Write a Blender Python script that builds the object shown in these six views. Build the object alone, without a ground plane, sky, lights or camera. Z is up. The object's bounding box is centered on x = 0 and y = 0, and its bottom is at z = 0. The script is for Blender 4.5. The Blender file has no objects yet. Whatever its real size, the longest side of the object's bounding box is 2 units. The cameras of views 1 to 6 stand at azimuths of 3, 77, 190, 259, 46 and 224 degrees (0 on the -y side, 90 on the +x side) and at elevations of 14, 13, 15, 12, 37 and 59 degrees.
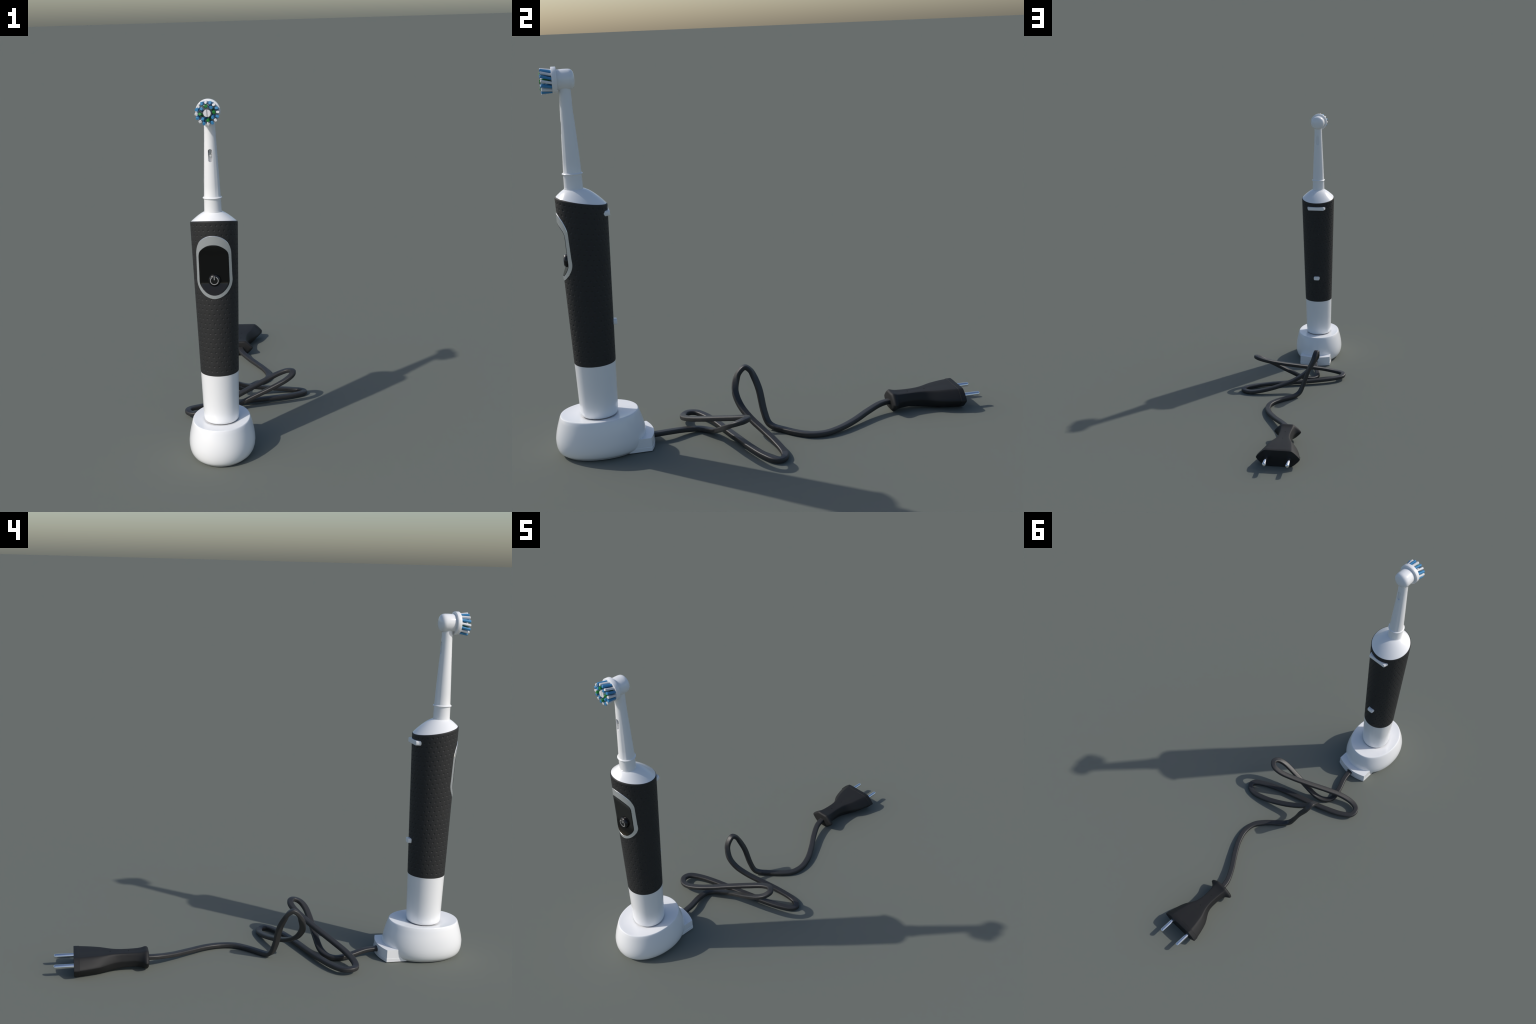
import bpy, bmesh, math
from mathutils import Vector, Matrix
import numpy as np

# ------------------------------------------------------------------ layout
AX, AY = -0.088, -0.801          # vertical axis of the handle and the dock
NY = -0.828                      # axis of the brush neck (slightly forward)
Z_DOCK_TOP = 0.180
Z_SEAM = 0.414                   # white foot / black grip border
Z_GRIP_TOP = 1.133               # mean height of the slanted grip rim
RIM_SLOPE = -0.19                # rim rises towards the front (-y)

def body_radius(z):
    return 0.0897 + (z - Z_SEAM) * (0.0190 / 0.721)

# ------------------------------------------------------------------ helpers
def link(obj):
    bpy.context.scene.collection.objects.link(obj)
    return obj

def mesh_object(name, verts, faces, mat=None, smooth=True, angle=35):
    me = bpy.data.meshes.new(name)
    me.from_pydata([tuple(v) for v in verts], [], faces)
    me.update()
    bm = bmesh.new(); bm.from_mesh(me)
    bmesh.ops.recalc_face_normals(bm, faces=bm.faces)
    bm.to_mesh(me); bm.free()
    if smooth:
        me.shade_smooth()
        me.set_sharp_from_angle(angle=math.radians(angle))
    if mat: me.materials.append(mat)
    return link(bpy.data.objects.new(name, me))

def loft(name, rings, mat=None, cap=True, angle=35, closed=True):
    """Skin a list of equal-length point rings."""
    n = len(rings[0]); verts = [p for r in rings for p in r]; faces = []
    for k in range(len(rings) - 1):
        for i in range(n if closed else n - 1):
            j = (i + 1) % n
            faces.append((k*n+i, k*n+j, (k+1)*n+j, (k+1)*n+i))
    if cap:
        faces.append(tuple(range(n))[::-1])
        faces.append(tuple((len(rings)-1)*n + i for i in range(n)))
    return mesh_object(name, verts, faces, mat, angle=angle)

def circle(cx, cy, z, r, n=96, ry=None, p=2.0):
    out = []
    for i in range(n):
        a = 2*math.pi*i/n; c, s = math.cos(a), math.sin(a)
        x = math.copysign(abs(c)**(2/p), c)*r; y = math.copysign(abs(s)**(2/p), s)*(ry or r)
        out.append((cx+x, cy+y, z))
    return out

def lathe_y(name, profile, cx, cz, mat, n=64, angle=35):
    """Turn (y, r) pairs about an axis parallel to y."""
    rings = [[(cx+r*math.cos(2*math.pi*i/n), y, cz+r*math.sin(2*math.pi*i/n)) for i in range(n)] for y, r in profile]
    return loft(name, rings, mat, angle=angle)

def catmull(pts, per, closed=False):
    P = [Vector(p) for p in pts]; n = len(P); out = []
    rng = range(n) if closed else range(n-1)
    for i in rng:
        if closed: a, b, c, d = P[i-1], P[i], P[(i+1) % n], P[(i+2) % n]
        else: a, b, c, d = P[max(i-1, 0)], P[i], P[i+1], P[min(i+2, n-1)]
        # centripetal parametrisation keeps tight bends free of overshoot
        t0 = 0; t1 = t0+max((b-a).length, 1e-6)**.5; t2 = t1+max((c-b).length, 1e-6)**.5; t3 = t2+max((d-c).length, 1e-6)**.5
        for k in range(per):
            t = t1+(t2-t1)*k/per
            A1 = b if a == b else (t1-t)/(t1-t0)*a+(t-t0)/(t1-t0)*b
            A2 = (t2-t)/(t2-t1)*b+(t-t1)/(t2-t1)*c
            A3 = c if c == d else (t3-t)/(t3-t2)*c+(t-t2)/(t3-t2)*d
            B1 = (t2-t)/(t2-t0)*A1+(t-t0)/(t2-t0)*A2
            B2 = (t3-t)/(t3-t1)*A2+(t-t1)/(t3-t1)*A3
            out.append((t2-t)/(t2-t1)*B1+(t-t1)/(t2-t1)*B2)
    if not closed: out.append(P[-1])
    return out

def bevel(obj, width, segs=3, angle=30):
    m = obj.modifiers.new('bevel', 'BEVEL'); m.width = width; m.segments = segs
    m.limit_method = 'ANGLE'; m.angle_limit = math.radians(angle)
    return apply_mods(obj)

def apply_mods(obj):
    dg = bpy.context.evaluated_depsgraph_get()
    me = bpy.data.meshes.new_from_object(obj.evaluated_get(dg))
    old = obj.data; name = old.name; obj.modifiers.clear(); obj.data = me
    bpy.data.meshes.remove(old); me.name = name
    return obj

def cut(obj, *tools):
    for t in tools:
        m = obj.modifiers.new('cut', 'BOOLEAN'); m.operation = 'DIFFERENCE'; m.solver = 'EXACT'; m.object = t
        apply_mods(obj)
        bpy.data.objects.remove(t, do_unlink=True)
    return obj

def parent(child, par):
    bpy.context.view_layer.update()
    child.parent = par
    child.matrix_parent_inverse = par.matrix_world.inverted()
    return child

def empty(name, loc, label, category):
    o = link(bpy.data.objects.new(name, None)); o.location = loc
    o.empty_display_size = 0.05
    o["label"] = label; o["category"] = category
    return o

def seg(x, knots):
    """Piecewise linear interpolation through (x, y) knots in rising x."""
    return float(np.interp(x, [k[0] for k in knots], [k[1] for k in knots]))

# ------------------------------------------------------------------ materials
def material(name, color, rough=0.5, metal=0.0, spec=0.5, coat=0.0, grain=0.0, grain_scale=60.0,
             bump=0.0, bump_scale=300.0, rough_var=0.0):
    m = bpy.data.materials.new(name); m.use_nodes = True
    nt = m.node_tree; b = nt.nodes['Principled BSDF']
    b.inputs['Base Color'].default_value = (*color, 1)
    b.inputs['Roughness'].default_value = rough
    b.inputs['Metallic'].default_value = metal
    b.inputs['Specular IOR Level'].default_value = spec
    b.inputs['Coat Weight'].default_value = coat
    b.inputs['Coat Roughness'].default_value = 0.08
    tc = nt.nodes.new('ShaderNodeTexCoord')
    def noise(scale, detail=3):
        n = nt.nodes.new('ShaderNodeTexNoise'); n.inputs['Scale'].default_value = scale
        n.inputs['Detail'].default_value = detail
        nt.links.new(tc.outputs['Object'], n.inputs['Vector']); return n
    if grain > 0:
        n = noise(grain_scale)
        r = nt.nodes.new('ShaderNodeValToRGB')
        r.color_ramp.elements[0].position = 0.3; r.color_ramp.elements[1].position = 0.7
        r.color_ramp.elements[0].color = (*[c*(1-grain) for c in color], 1)
        r.color_ramp.elements[1].color = (*[min(1, c*(1+grain)) for c in color], 1)
        nt.links.new(n.outputs['Fac'], r.inputs['Fac']); nt.links.new(r.outputs['Color'], b.inputs['Base Color'])
    if rough_var > 0:
        n = noise(25.0)
        mr = nt.nodes.new('ShaderNodeMapRange')
        mr.inputs['To Min'].default_value = rough-rough_var; mr.inputs['To Max'].default_value = rough+rough_var
        nt.links.new(n.outputs['Fac'], mr.inputs['Value']); nt.links.new(mr.outputs['Result'], b.inputs['Roughness'])
    if bump > 0:
        n = noise(bump_scale, 2)
        bp = nt.nodes.new('ShaderNodeBump'); bp.inputs['Strength'].default_value = bump; bp.inputs['Distance'].default_value = 0.001
        nt.links.new(n.outputs['Fac'], bp.inputs['Height']); nt.links.new(bp.outputs['Normal'], b.inputs['Normal'])
    return m

WHITE = material('white_gloss_plastic', (0.90, 0.90, 0.90), rough=0.2)
NECK_WHITE = material('white_neck_plastic', (0.88, 0.88, 0.88), rough=0.16)
GRIP = material('black_soft_rubber', (0.026, 0.026, 0.026), rough=0.6, spec=0.35)
PANEL = material('black_gloss_plastic', (0.004, 0.004, 0.004), rough=0.16, spec=0.35)
BUTTON = material('black_button_plastic', (0.006, 0.006, 0.0065), rough=0.22, spec=0.5)
SYMBOL = material('pale_grey_print', (0.36, 0.36, 0.36), rough=0.5)
SILVER = material('satin_silver', (0.88, 0.90, 0.91), rough=0.17, metal=0.75, spec=0.5)
CABLE = material('dark_cable_rubber', (0.028, 0.0275, 0.028), rough=0.45, spec=0.5, grain=0.05)
PLUG = material('black_plug_plastic', (0.016, 0.016, 0.0165), rough=0.6, spec=0.3, grain=0.05, bump=0.08, bump_scale=400)
DARK = material('dark_hole', (0.006, 0.006, 0.006), rough=0.8, spec=0.2)
CHROME = material('bright_chrome', (0.86, 0.87, 0.90), rough=0.1, metal=1.0)
B_WHITE = material('white_bristle', (0.74, 0.74, 0.75), rough=0.5, grain=0.06, grain_scale=400)
B_BLUE = material('blue_bristle', (0.045, 0.250, 0.50), rough=0.45, grain=0.10, grain_scale=400)
B_GREEN = material('green_bristle', (0.016, 0.235, 0.038), rough=0.42, grain=0.10, grain_scale=400)

# ================================================================== TOOTHBRUSH
brush = empty('electric_toothbrush', (AX, AY, Z_DOCK_TOP),
              'white electric toothbrush with dimpled black rubber grip', 'toothbrush')

# ---- white foot of the handle
rings = []
for z, r in [(0.1690, 0.0700), (0.1698, 0.0745), (0.1722, 0.0782), (0.1770, 0.0812), (0.1835, 0.0828), (0.195, 0.0836)]:
    rings.append(circle(AX, AY, z, r))
for k in range(1, 13):
    z = 0.195 + (Z_SEAM + 0.004 - 0.195)*k/12
    rings.append(circle(AX, AY, z, 0.0836 + (0.0892-0.0836)*k/12))
parent(loft('handle_foot', rings, WHITE), brush)

# ---- recessed control window on the front of the grip: half width by height
OUTER = [(0, 1.086), (.022, 1.083), (.043, 1.0735), (.061, 1.057), (.0715, 1.038), (.0785, 1.012), (.0795, .97),
         (.080, .905), (.080, .866), (.072, .839), (.053, .813), (.027, .797), (0, .7915)]
INNER = [(0, 1.0436), (.0215, 1.041), (.041, 1.031), (.0575, 1.0165), (.064, 1.006), (.0668, .994), (.0675, .955),
         (.0675, .90), (.0665, .862), (.0595, .845), (.046, .828), (.026, .814), (0, .808)]

def window_loop(half, per=6):
    pts = [(h, z, 0) for h, z in half] + [(-h, z, 0) for h, z in half[-2:0:-1]]
    return [(p.x, p.y) for p in catmull(pts, per, closed=True)]

LOOP_O, LOOP_I = window_loop(OUTER), window_loop(INNER)

def half_width(loop, z):
    best = 0.0; n = len(loop)
    for i in range(n):
        (x0, z0), (x1, z1) = loop[i], loop[(i+1) % n]
        if (z0-z)*(z1-z) <= 0 and z0 != z1:
            best = max(best, abs(x0+(x1-x0)*(z-z0)/(z1-z0)))
    return best

HO = {}
def outer_half(z):
    k = round(z, 4)
    if k not in HO: HO[k] = half_width(LOOP_O, k)
    return HO[k]
def inner_half(z): return half_width(LOOP_I, z)

# ---- dimpled rubber grip
ARC, ROW = 0.0240, 0.0313        # dimple pitch round the grip (m) and along it (share of its length)
NPHI, NZ = 420, 440
DIMPLE_R, DIMPLE_D = 0.0047, 0.0020
def grip_point(phi, t):
    y_rim = -math.cos(phi)*body_radius(Z_GRIP_TOP)
    ztop = Z_GRIP_TOP + RIM_SLOPE*y_rim
    z = Z_SEAM + (ztop-Z_SEAM)*t
    r = body_radius(z) + 0.0002
    # rounded rims
    d = ztop-z
    if d < 0.007: r -= 0.007-math.sqrt(max(0, 0.007**2-(0.007-d)**2))
    d = z-Z_SEAM
    if d < 0.002: r -= (0.002-d)*0.5
    x, y = r*math.sin(phi), -r*math.cos(phi)
    # staggered dimples
    zz = (0.9725-t)/ROW; k = round(zz)
    inside_margin = False
    if y < 0 and 0.775 < z < 1.103:
        inside_margin = abs(x) < outer_half(max(.7916, min(1.0859, z)))+0.006
    if z < ztop-0.012 and z > Z_SEAM+0.009 and not inside_margin:
        off = -0.18+0.5*(k % 2)
        signed = phi if phi < math.pi else phi-2*math.pi
        cc = signed*r/ARC-off; j = round(cc)
        du = (cc-j)*ARC; dv = (zz-k)*ROW*(ztop-Z_SEAM)
        q = math.hypot(du, dv)/DIMPLE_R
        if q < 1: r -= DIMPLE_D*(1-q*q)**1.2
        x, y = r*math.sin(phi), -r*math.cos(phi)
    # sink the rubber under the control window
    if y < 0 and .7925 < z < 1.085:
        ho = outer_half(z)
        if abs(x) < ho-0.005 and z < 1.080 and z > .7965:
            hi = min(inner_half(max(.8085, min(1.043, z))), r-0.001) if .808 < z < 1.0436 else 0.0
            y = max(y, -(math.sqrt(r*r-hi*hi)-0.014))
    return (AX+x, AY+y, z)
rings = []
for i in range(NZ+1):
    # denser sampling near both rims
    t = i/NZ
    rings.append([grip_point(2*math.pi*j/NPHI, t) for j in range(NPHI)])
# turn the upper rim inwards
rings.append([(AX+(p[0]-AX)*0.93, AY+(p[1]-AY)*0.93, p[2]-0.001) for p in rings[-1]])
grip = parent(loft('grip', rings, GRIP, cap=False, angle=60), brush)

# ---- silver window frame
def on_body(h, z, lift):
    R = body_radius(z)+0.0002
    return (AX+h, AY-math.sqrt(max(R*R-h*h, 0))-lift, z)
def frame_ring(f, lift):
    out = []
    for (a, b), (c, d) in zip(LOOP_O, LOOP_I):
        h, z = a+(c-a)*f, b+(d-b)*f
        out.append(on_body(h, z, lift))
    return out
frame = loft('window_frame', [frame_ring(0.0, -0.004), frame_ring(0.0, 0.0006), frame_ring(0.03, 0.0017), frame_ring(0.35, 0.0019),
                              frame_ring(0.70, 0.0022), frame_ring(0.97, 0.0024), frame_ring(1.0, 0.0018), frame_ring(1.0, -0.008)],
             SILVER, cap=False, angle=18)
parent(frame, brush)

# ---- glossy control panel lying in the notch
verts, faces = [], []
PZ, PX = 60, 20
for i in range(PZ+1):
    s = i/PZ; z = 0.8083 + (1.0433-0.8083)*(0.5-0.5*math.cos(math.pi*s))
    hi = inner_half(z); R = body_radius(z)
    d = math.sqrt(R*R-hi*hi)-0.0006
    for j in range(PX+1):
        u = (j/PX*2-1)
        verts.append((AX+u*(hi+0.0008), AY-d, z))
for i in range(PZ):
    for j in range(PX):
        a = i*(PX+1)+j; faces.append((a, a+1, a+PX+2, a+PX+1))
panel = mesh_object('control_panel', verts, faces, PANEL, angle=25)
m = panel.modifiers.new('thick', 'SOLIDIFY'); m.thickness = 0.004; m.offset = -1
apply_mods(panel)
parent(panel, brush)

# ---- power button with its printed symbol
BZ = 0.8757
button = lathe_y('power_button', [(-0.874, 0.0290), (-0.8835, 0.0290), (-0.8885, 0.0278), (-0.8925, 0.0252), (-0.8950, 0.0215),
                                  (-0.8958, 0.0185), (-0.8956, 0.010), (-0.8955, 0.0008)], AX, BZ, BUTTON, angle=60)
parent(button, brush)
verts, faces = [], []
def strip(pts_a, pts_b, y0, y1):
    base = len(verts); n = len(pts_a)
    for (a, b) in zip(pts_a, pts_b):
        verts.extend([(a[0], y0, a[1]), (b[0], y0, b[1]), (b[0], y1, b[1]), (a[0], y1, a[1])])
    for i in range(n-1):
        p, q = base+4*i, base+4*i+4
        for k in range(4): faces.append((p+k, p+(k+1) % 4, q+(k+1) % 4, q+k))
    faces.append((base, base+1, base+2, base+3)); e = base+4*(n-1); faces.append((e, e+1, e+2, e+3))
angs = [math.radians(90+25+310*i/48) for i in range(49)]
sr, sw, scz = 0.0178, 0.0014, BZ+0.0005
strip([(AX+(sr-sw)*math.cos(a), scz+(sr-sw)*math.sin(a)) for a in angs],
      [(AX+(sr+sw)*math.cos(a), scz+(sr+sw)*math.sin(a)) for a in angs], -0.8940, -0.8966)
strip([(AX-0.0019, scz+0.003), (AX-0.0019, scz+0.0200)], [(AX+0.0019, scz+0.003), (AX+0.0019, scz+0.0200)], -0.8940, -0.8966)
parent(mesh_object('power_symbol', verts, faces, SYMBOL, smooth=False), button)

# ---- white shoulder between grip and brush neck
rings = []
N = 96
for s in [0, 0.015, 0.04, 0.08, 0.15, 0.25, 0.4, 0.55, 0.7, 0.85, 1.0]:
    ring = []
    for i in range(N):
        a = 2*math.pi*i/N; c, sn = math.cos(a), math.sin(a)
        R = 0.1050
        ex, ey = AX+R*c, AY+R*sn
        ez = Z_GRIP_TOP+RIM_SLOPE*(ey-AY)-0.001
        nx, ny, nz = AX+0.036*c, NY+0.036*sn, 1.183
        # convex profile: rises quickly off the rim, flattens towards the neck
        rise = 1-(1-s)**(1.33+0.16*max(0, sn))
        ring.append((ex+(nx-ex)*s, ey+(ny-ey)*s, ez+(nz-ez)*rise))
    rings.append(ring)
first = [(AX+(p[0]-AX)*0.995, AY+(p[1]-AY)*0.995, p[2]-0.008) for p in rings[0]]
parent(loft('shoulder', [first]+rings, WHITE), brush)

# ---- grip bar and peg on the back
def back_block(name, half, z0, z1, yb, mat):
    zc = (z0+z1)/2; hz = (z1-z0)/2; verts = []
    r = body_radius(zc)
    yf = AY+math.sqrt(max(r*r-half*half, 0))-0.012
    front, back = [], []
    for i in range(32):
        a = 2*math.pi*i/32; c, s = math.cos(a), math.sin(a)
        x = math.copysign(max(half-hz*0.8, 0), c)+hz*0.8*math.copysign(abs(c)**.6, c)
        zz = hz*math.copysign(abs(s)**.75, s)
        front.append((AX+x*1.10, yf, zc+zz)); back.append((AX+x*0.93, yb, zc+zz*0.93))
    o = loft(name, [front, back], mat, angle=30)
    return bevel(o, 0.0018, 3, 40)
bar = back_block('back_bar', 0.058, 1.0625, 1.0860, -0.6885, WHITE)
peg = back_block('back_peg', 0.0195, 0.5735, 0.5985, -0.6925, WHITE)
parent(bar, brush); parent(peg, brush)

# ---- brush neck
levels = [(1.172, NY, .0400), (1.186, NY, .0400), (1.1865, NY, .0394), (1.2390, NY, .0385), (1.2425, NY, .0390), (1.2440, NY, .0428),
          (1.2452, NY, .0438), (1.2470, NY, .0438), (1.2485, NY, .0424), (1.2510, NY, .0388), (1.256, -.8275, .0378), (1.30, -.8277, .0360),
          (1.34, -.8279, .0345), (1.40, -.8284, .0318), (1.45, -.8289, .0294), (1.50, -.8294, .0272), (1.54, -.8292, .0257),
          (1.568, -.8292, .0250), (1.60, -.8292, .0247), (1.625, -.8292, .0247)]
def neck_ring(z, cy, r, n=120):
    k = 0.0 if z < 1.252 else min(1, max(0, (1.50-z)/0.10))      # four narrow flats that fade out upwards
    out = []
    for i in range(n):
        a = 2*math.pi*i/n
        f = 1.0
        for a0 in (39, 141, 219, 321):
            d = (math.degrees(a)+90-a0+180) % 360-180
            if abs(d) < 12: f = 1-k*(1-math.cos(math.radians(12))/math.cos(math.radians(d)))
        out.append((AX+r*f*math.cos(a), cy+r*f*math.sin(a), z))
    return out
neck = loft('brush_neck', [neck_ring(*l) for l in levels], NECK_WHITE, angle=28)
def slot_tool(z0, z1, half, ya, yb):
    out = []
    for i in range(32):
        a = 2*math.pi*i/32; c, s = math.cos(a), math.sin(a)
        zc = z1-half if s >= 0 else z0+half
        out.append((AX+half*c, zc+half*s))
    return loft('slot_tool', [[(x, ya, z) for x, z in out], [(x, yb, z) for x, z in out]], NECK_WHITE)
cut(neck, slot_tool(1.409, 1.467, .0092, -0.90, -0.838), slot_tool(1.488, 1.548, .0080, -0.8085, -0.76))
neck.data.shade_smooth(); neck.data.set_sharp_from_angle(angle=math.radians(28))
parent(neck, brush)
# drive shaft glimpsed through the front slot
prof = [(1.444, .0001), (1.444, .0070)]
for k in range(4):
    z = 1.446+k*0.006
    prof += [(z, .0078), (z+0.0035, .0078), (z+0.0042, .0064), (z+0.0056, .0064)]
prof += [(1.4715, .0064), (1.4715, .0001)]
shaft = loft('drive_shaft', [circle(AX, -0.8492, z, r, 32) for z, r in prof], CHROME, angle=30)
parent(shaft, neck)
tip = loft('shaft_tip', [circle(AX+0.001, -0.8455, z, r, 24) for z, r in [(1.431, .0008), (1.434, .004), (1.439, .0062), (1.4437, .0066)]], NECK_WHITE)
parent(tip, neck)

# ---- brush head: rounded gear case, round carrier plate, tufts
HZ = 1.634
head = lathe_y('brush_head', [(-0.8600, .0405), (-0.850, .0418), (-0.830, .0428), (-0.812, .0428), (-0.803, .0415), (-0.7960, .0375), (-0.7905, .0300),
                              (-0.7872, .0190), (-0.7858, .0080), (-0.7855, .0008)], AX, HZ+0.0005, NECK_WHITE, angle=60)
parent(head, brush)
plate = lathe_y('bristle_plate', [(-0.8585, .0400), (-0.8583, .0515), (-0.8592, .0535), (-0.8605, .0542), (-0.8775, .0542), (-0.8788, .0534), (-0.8790, .0515),
                                  (-0.8790, .0480), (-0.8788, .0300), (-0.8788, .0008)], AX, HZ, NECK_WHITE, angle=40)
parent(plate, head)

def tuft_mesh(name, w, length, mat, long=1.0):
    """Rounded square bundle along -y with a slightly cut tip."""
    def sq(y, s):
        return [(x*s*long, y, z*s) for x, z, _ in [(p[0], p[1], 0) for p in circle(0, 0, 0, w/2, 20, p=3.6)]]
    rings = [sq(0, 0.92), sq(-length*0.94, 1.0), sq(-length*0.985, 0.97), sq(-length, 0.86)]
    o = loft(name, rings, mat, angle=40); me = o.data
    bpy.data.objects.remove(o); return me
TZ = HZ-0.0036
OUT_L, IN_L = 0.0512, 0.0555
TM = {'ow': tuft_mesh('white_tuft', .0112, OUT_L, B_WHITE, 1.25), 'ob': tuft_mesh('blue_tuft', .0118, OUT_L, B_BLUE, 1.25),
      'ib': tuft_mesh('inner_blue_tuft', .0125, IN_L-0.002, B_BLUE), 'ig': tuft_mesh('green_tuft', .0125, IN_L, B_GREEN)}
def place_tuft(kind, ang, rad, twist, spin, splay):
    o = link(bpy.data.objects.new('bristle_tuft', TM[kind]))
    c, s = math.cos(ang), math.sin(ang)
    base = Vector((AX+rad*c, -0.8735, TZ+rad*s))
    tang = Vector((-s, 0, c)); radial = Vector((c, 0, s))
    axis = (Vector((0, -1, 0))+tang*math.tan(twist)+radial*splay).normalized()     # tuft direction
    yax = -axis; xax = (radial-radial.dot(yax)*yax).normalized(); zax = xax.cross(yax)
    M = Matrix((xax, yax, zax)).transposed().to_4x4()
    o.matrix_world = Matrix.Translation(base) @ M @ Matrix.Rotation(spin, 4, 'Y')
    bpy.context.view_layer.update()
    return parent(o, head)
rng = np.random.default_rng(4)
for i in range(16):
    a = math.radians(90-3+22.5*i)
    place_tuft('ow' if i % 2 == 0 else 'ob', a-0.10, 0.0420, math.radians(13), rng.uniform(-.3, .3), 0.075)
for i in range(8):
    a = math.radians(96+45*i)
    place_tuft('ig' if i % 2 == 0 else 'ib', a+0.42, 0.0255, math.radians(-14), rng.uniform(-.4, .4), 0.05)
# pair of white centre tufts
for sgn in (-1, 1):
    def half_ring(y, k):
        pts = []
        for i in range(24):
            a = -math.pi/2+math.pi*i/23
            pts.append((AX+sgn*(0.0013+k*0.0152*max(0, math.cos(a))), y, TZ-0.0005+k*0.0158*math.sin(a)))
        return pts
    o = loft('bristle_tuft', [half_ring(-0.873, 0.95), half_ring(-0.9215, 1.0), half_ring(-0.9228, 0.95)], B_WHITE, angle=40)
    parent(o, head)

# ================================================================== CHARGING DOCK
dock_root = empty('charging_dock', (AX, AY, 0.0), 'white oval charging dock with black mains lead', 'charger')

# profile as (x half, y half, z): flat dished top, bulging side, tucked foot
prof = [(.050, .050, .1660), (.0775, .0775, .1662), (.0800, .0800, .1672), (.0835, .0850, .1694), (.0950, .1050, .1718), (.110, .135, .1745), (.1230, .1570, .1769), (.1300, .1655, .1782), (.1335, .1692, .1783), (.1355, .1712, .1767),
        (.1372, .1730, .1735), (.1415, .1785, .158), (.1480, .1865, .132), (.1535, .1935, .106), (.1568, .1985, .078), (.1570, .1990, .060),
        (.1550, .1975, .042), (.1505, .1935, .027), (.1455, .1895, .0185), (.1415, .1855, .0130), (.1402, .1842, .0118), (.1392, .1832, .0113), (.1370, .1810, .0108),
        (.1310, .1750, .0045), (.1265, .1705, .0004)]
rings = [circle(AX, AY, z, hx, 128, ry=hy, p=2.08) for hx, hy, z in prof]
dock = loft('dock_body', rings, WHITE, angle=40)
parent(dock, dock_root)

# ---- cable outlet box at the back, its rear face bowed outwards
def box_outline(grow, z):
    pts = []
    for i in range(17):
        u = -1+2*i/16
        pts.append((AX+u*(0.1015+grow), -0.5885+0.0225*(1-u*u)+grow, z))
    for u in (1, 0.5, 0, -0.5, -1):
        pts.append((AX+u*(0.1015+grow), -0.690, z))
    return pts
box = loft('cable_outlet', [box_outline(.0004, .0004), box_outline(.0008, .0165), box_outline(.0008, .0178), box_outline(-.0001, .0183), box_outline(-.0008, .0608)], WHITE, angle=20)
hole = loft('hole_tool', [[(AX+.0195*math.cos(a)*1.05, y, .032+.0150*math.sin(a)) for a in [2*math.pi*i/40 for i in range(40)]] for y in (-0.60, -0.54)], DARK)
cut(box, hole)
box.data.shade_smooth(); box.data.set_sharp_from_angle(angle=math.radians(20))
bevel(box, 0.0010, 2, 30)
parent(box, dock_root)

# ---- mains lead: flat two-core cable, wide side kept level
SPINE = [
    (-0.088, -0.600, 0.032), (-0.098, -0.507, 0.031), (-0.126, -0.419, 0.020), (-0.133, -0.355, 0.012),
    (-0.107, -0.315, 0.012), (-0.055, -0.291, 0.025), (0.030, -0.283, 0.065), (0.129, -0.280, 0.113),
    (0.208, -0.269, 0.154), (0.241, -0.246, 0.175), (0.246, -0.217, 0.184), (0.222, -0.195, 0.182),
    (0.175, -0.196, 0.168), (0.096, -0.233, 0.140), (0.007, -0.285, 0.110), (-0.084, -0.342, 0.079),
    (-0.170, -0.389, 0.052), (-0.242, -0.409, 0.032), (-0.283, -0.402, 0.026), (-0.304, -0.379, 0.027),
    (-0.300, -0.341, 0.025), (-0.251, -0.304, 0.023), (-0.165, -0.268, 0.021), (-0.061, -0.235, 0.018),
    (0.047, -0.203, 0.018), (0.152, -0.170, 0.017), (0.244, -0.132, 0.015), (0.298, -0.096, 0.013),
    (0.304, -0.069, 0.011), (0.280, -0.048, 0.009), (0.239, -0.041, 0.012), (0.151, -0.058, 0.026),
    (0.059, -0.091, 0.047), (-0.029, -0.131, 0.077), (-0.092, -0.161, 0.117), (-0.131, -0.175, 0.169),
    (-0.158, -0.163, 0.222), (-0.163, -0.146, 0.254), (-0.163, -0.119, 0.274), (-0.157, -0.096, 0.259), (-0.148, -0.082, 0.232),
    (-0.121, -0.065, 0.175), (-0.086, -0.053, 0.076), (-0.061, -0.037, 0.024), (-0.022, -0.001, 0.0095),
    (0.051, 0.065, 0.0085), (0.091, 0.121, 0.009), (0.099, 0.189, 0.011), (0.076, 0.265, 0.015),
    (0.026, 0.350, 0.021), (-0.035, 0.438, 0.032), (-0.076, 0.517, 0.043), (-0.087, 0.600, 0.048)]
HALF_W, HALF_T = 0.0158, 0.0108
path = catmull(SPINE, 10)
for _ in range(1):
    path = [path[0]]+[(path[i-1]+2*path[i]+path[i+1])/4 for i in range(1, len(path)-1)]+[path[-1]]
for p in path: p.z = max(p.z, HALF_T+0.0002)
tang = [(path[min(i+1, len(path)-1)]-path[max(i-1, 0)]).normalized() for i in range(len(path))]
side = [Vector((t.y, -t.x, 0)).normalized() for t in tang]
for _ in range(4):
    side = [side[0]]+[(side[i-1]+side[i]+side[i+1]).normalized() for i in range(1, len(side)-1)]+[side[-1]]
rings = []
CORNER = 0.0068                   # rounded-rectangle section
sec = []
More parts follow.
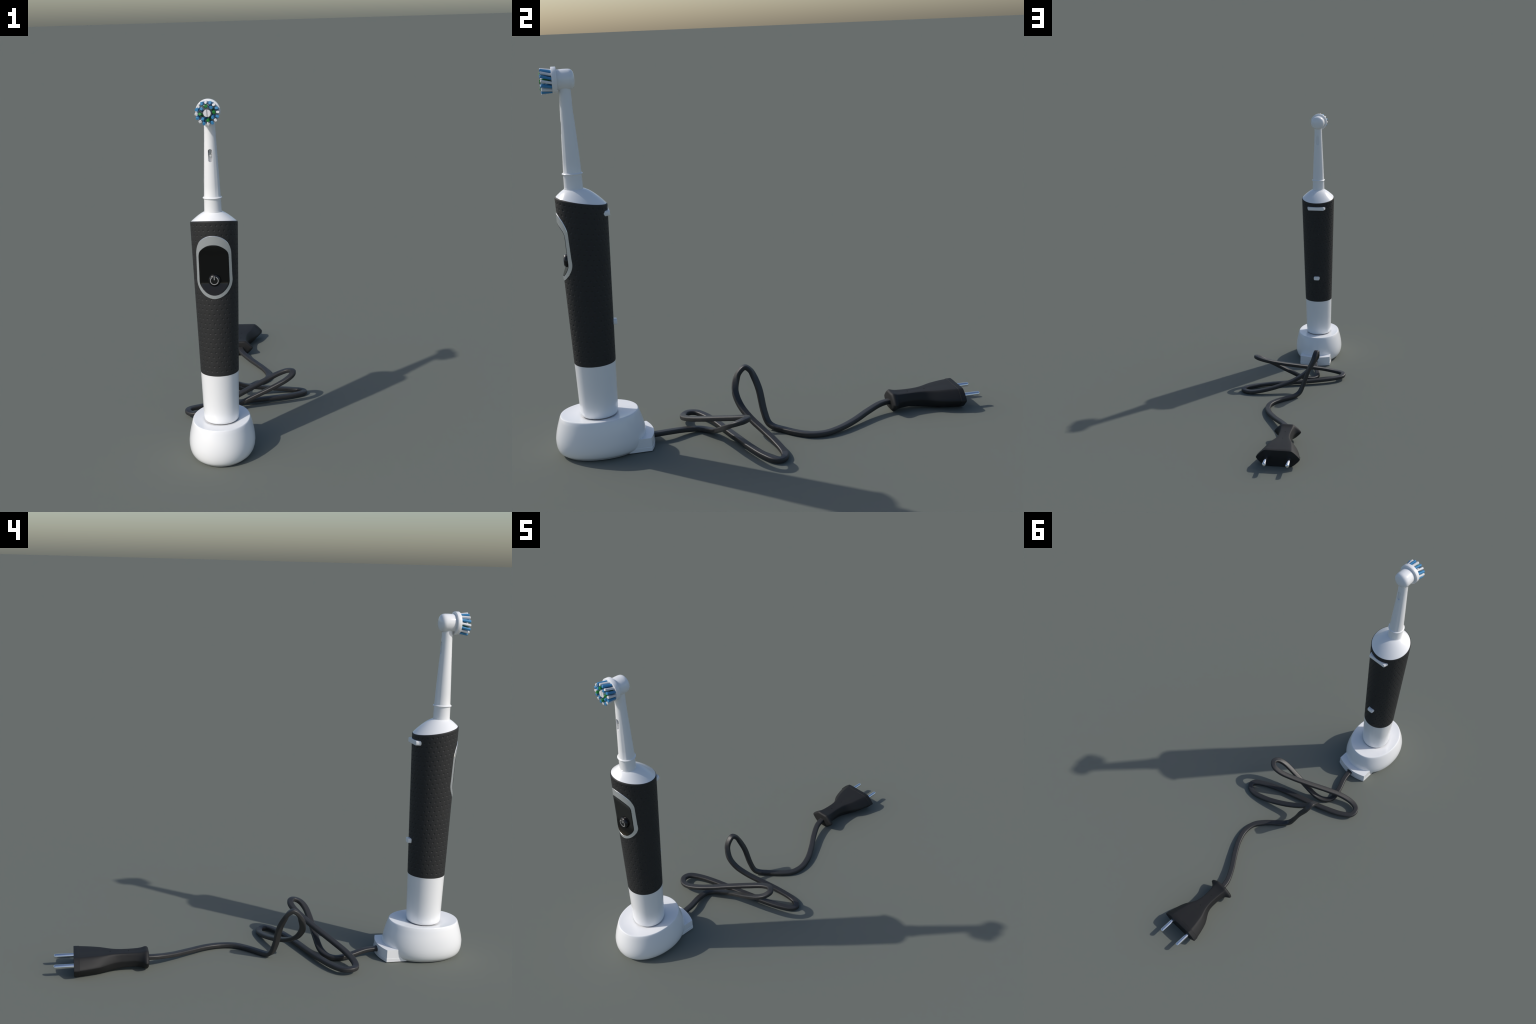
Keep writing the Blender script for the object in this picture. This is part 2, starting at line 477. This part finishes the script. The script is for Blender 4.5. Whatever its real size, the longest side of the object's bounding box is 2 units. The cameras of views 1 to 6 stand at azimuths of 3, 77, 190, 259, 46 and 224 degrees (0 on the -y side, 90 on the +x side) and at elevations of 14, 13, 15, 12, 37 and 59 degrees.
for qx, qz, a0 in ((1, 1, 0), (-1, 1, 90), (-1, -1, 180), (1, -1, 270)):
    for k in range(7):
        a = math.radians(a0+15*k)
        sec.append((qx*(HALF_W-CORNER)+CORNER*math.cos(a), qz*(HALF_T-CORNER)+CORNER*math.sin(a)))
for p, t, w in zip(path, tang, side):
    w = (w-w.dot(t)*t).normalized(); n = w.cross(t)
    if n.z < 0 and abs(n.z) > 0.5: pass
    rings.append([p+w*a+n*b for a, b in sec])
parent(loft('mains_lead', rings, CABLE, angle=60), dock_root)

# ---- flat two-pin plug lying along +y
PX, PZC = -0.0875, 0.0465
#            y      half_w  half_h  top_flat centre_z
stations = [(0.5600, .058, .0330, .42, .0475), (0.5612, .0670, .0380, .43, .0475), (0.5650, .0740, .0415, .44, .0475), (0.5690, .0772, .0440, .44, .0470), (0.5745, .0778, .0442, .44, .0470),
            (0.5795, .0750, .0430, .46, .0472), (0.5850, .0660, .0402, .52, .0480), (0.5935, .0545, .0370, .62, .0490), (0.6080, .0470, .0350, .68, .0495), (0.6250, .0428, .0342, .72, .0498), (0.6500, .0410, .0342, .72, .0495),
            (0.6850, .0408, .0355, .72, .0485), (0.7100, .0445, .0372, .71, .0475), (0.7300, .0515, .0388, .69, .0468), (0.7500, .0635, .0402, .66, .0465), (0.7700, .0775, .0415, .64, .0465), (0.7900, .0890, .0426, .63, .0465),
            (0.8150, .0985, .0438, .62, .0465), (0.8450, .1075, .0448, .62, .0465), (0.8820, .1165, .0454, .62, .0465)]
cap_st = [(0.8822, .1168, .0452, .62, .0465), (0.8830, .1195, .0462, .62, .0465), (0.9070, .1205, .0464, .62, .0465), (0.9080, .1195, .0456, .62, .0465)]
def plug_ring(y, hw, hh, tf, zc):
    """Flattened hexagon with softly bowed flanks and blunted side ridges."""
    key = [(hw, 0.05*hh), (hw*(tf+(1-tf)*.62), hh*.50), (hw*tf*1.03, hh*.955), (hw*tf*.82, hh*1.0), (0, hh*1.0)]
    q = [(x, z, 0) for x, z in key]
    loop = q + [(-x, z, 0) for x, z in key[-2::-1]] + [(-x, -z, 0) for x, z in key] + [(x, -z, 0) for x, z in key[-2::-1]]
    return [(PX+p.x, y, zc+p.y) for p in catmull(loop, 4, closed=True)]
plug = loft('plug', [plug_ring(*s) for s in stations], PLUG, angle=40)
parent(plug, dock_root)
parent(loft('plug_face', [plug_ring(*s) for s in cap_st], PLUG, angle=40), plug)
for y in (0.6536, 0.7398):
    hole = loft('mould_mark', [circle(PX+0.0005, y, z, .0028, 16) for z in (0.075, 0.0866 if y > .7 else 0.0843)], DARK)
    parent(hole, plug)
R = 0.0108
pin_prof = [(0.900, R), (0.991, R), (0.9955, R*.92), (0.9988, R*.66), (1.0, R*.1)]
pin_mesh = None
for x in (-0.0275, -0.1530):
    if pin_mesh is None:
        o = lathe_y('plug_pin', pin_prof, 0, 0, CHROME, n=32, angle=50); pin_mesh = o.data
    else:
        o = link(bpy.data.objects.new('plug_pin', pin_mesh))
    o.location = (x, 0, 0.0505)
    parent(o, plug)
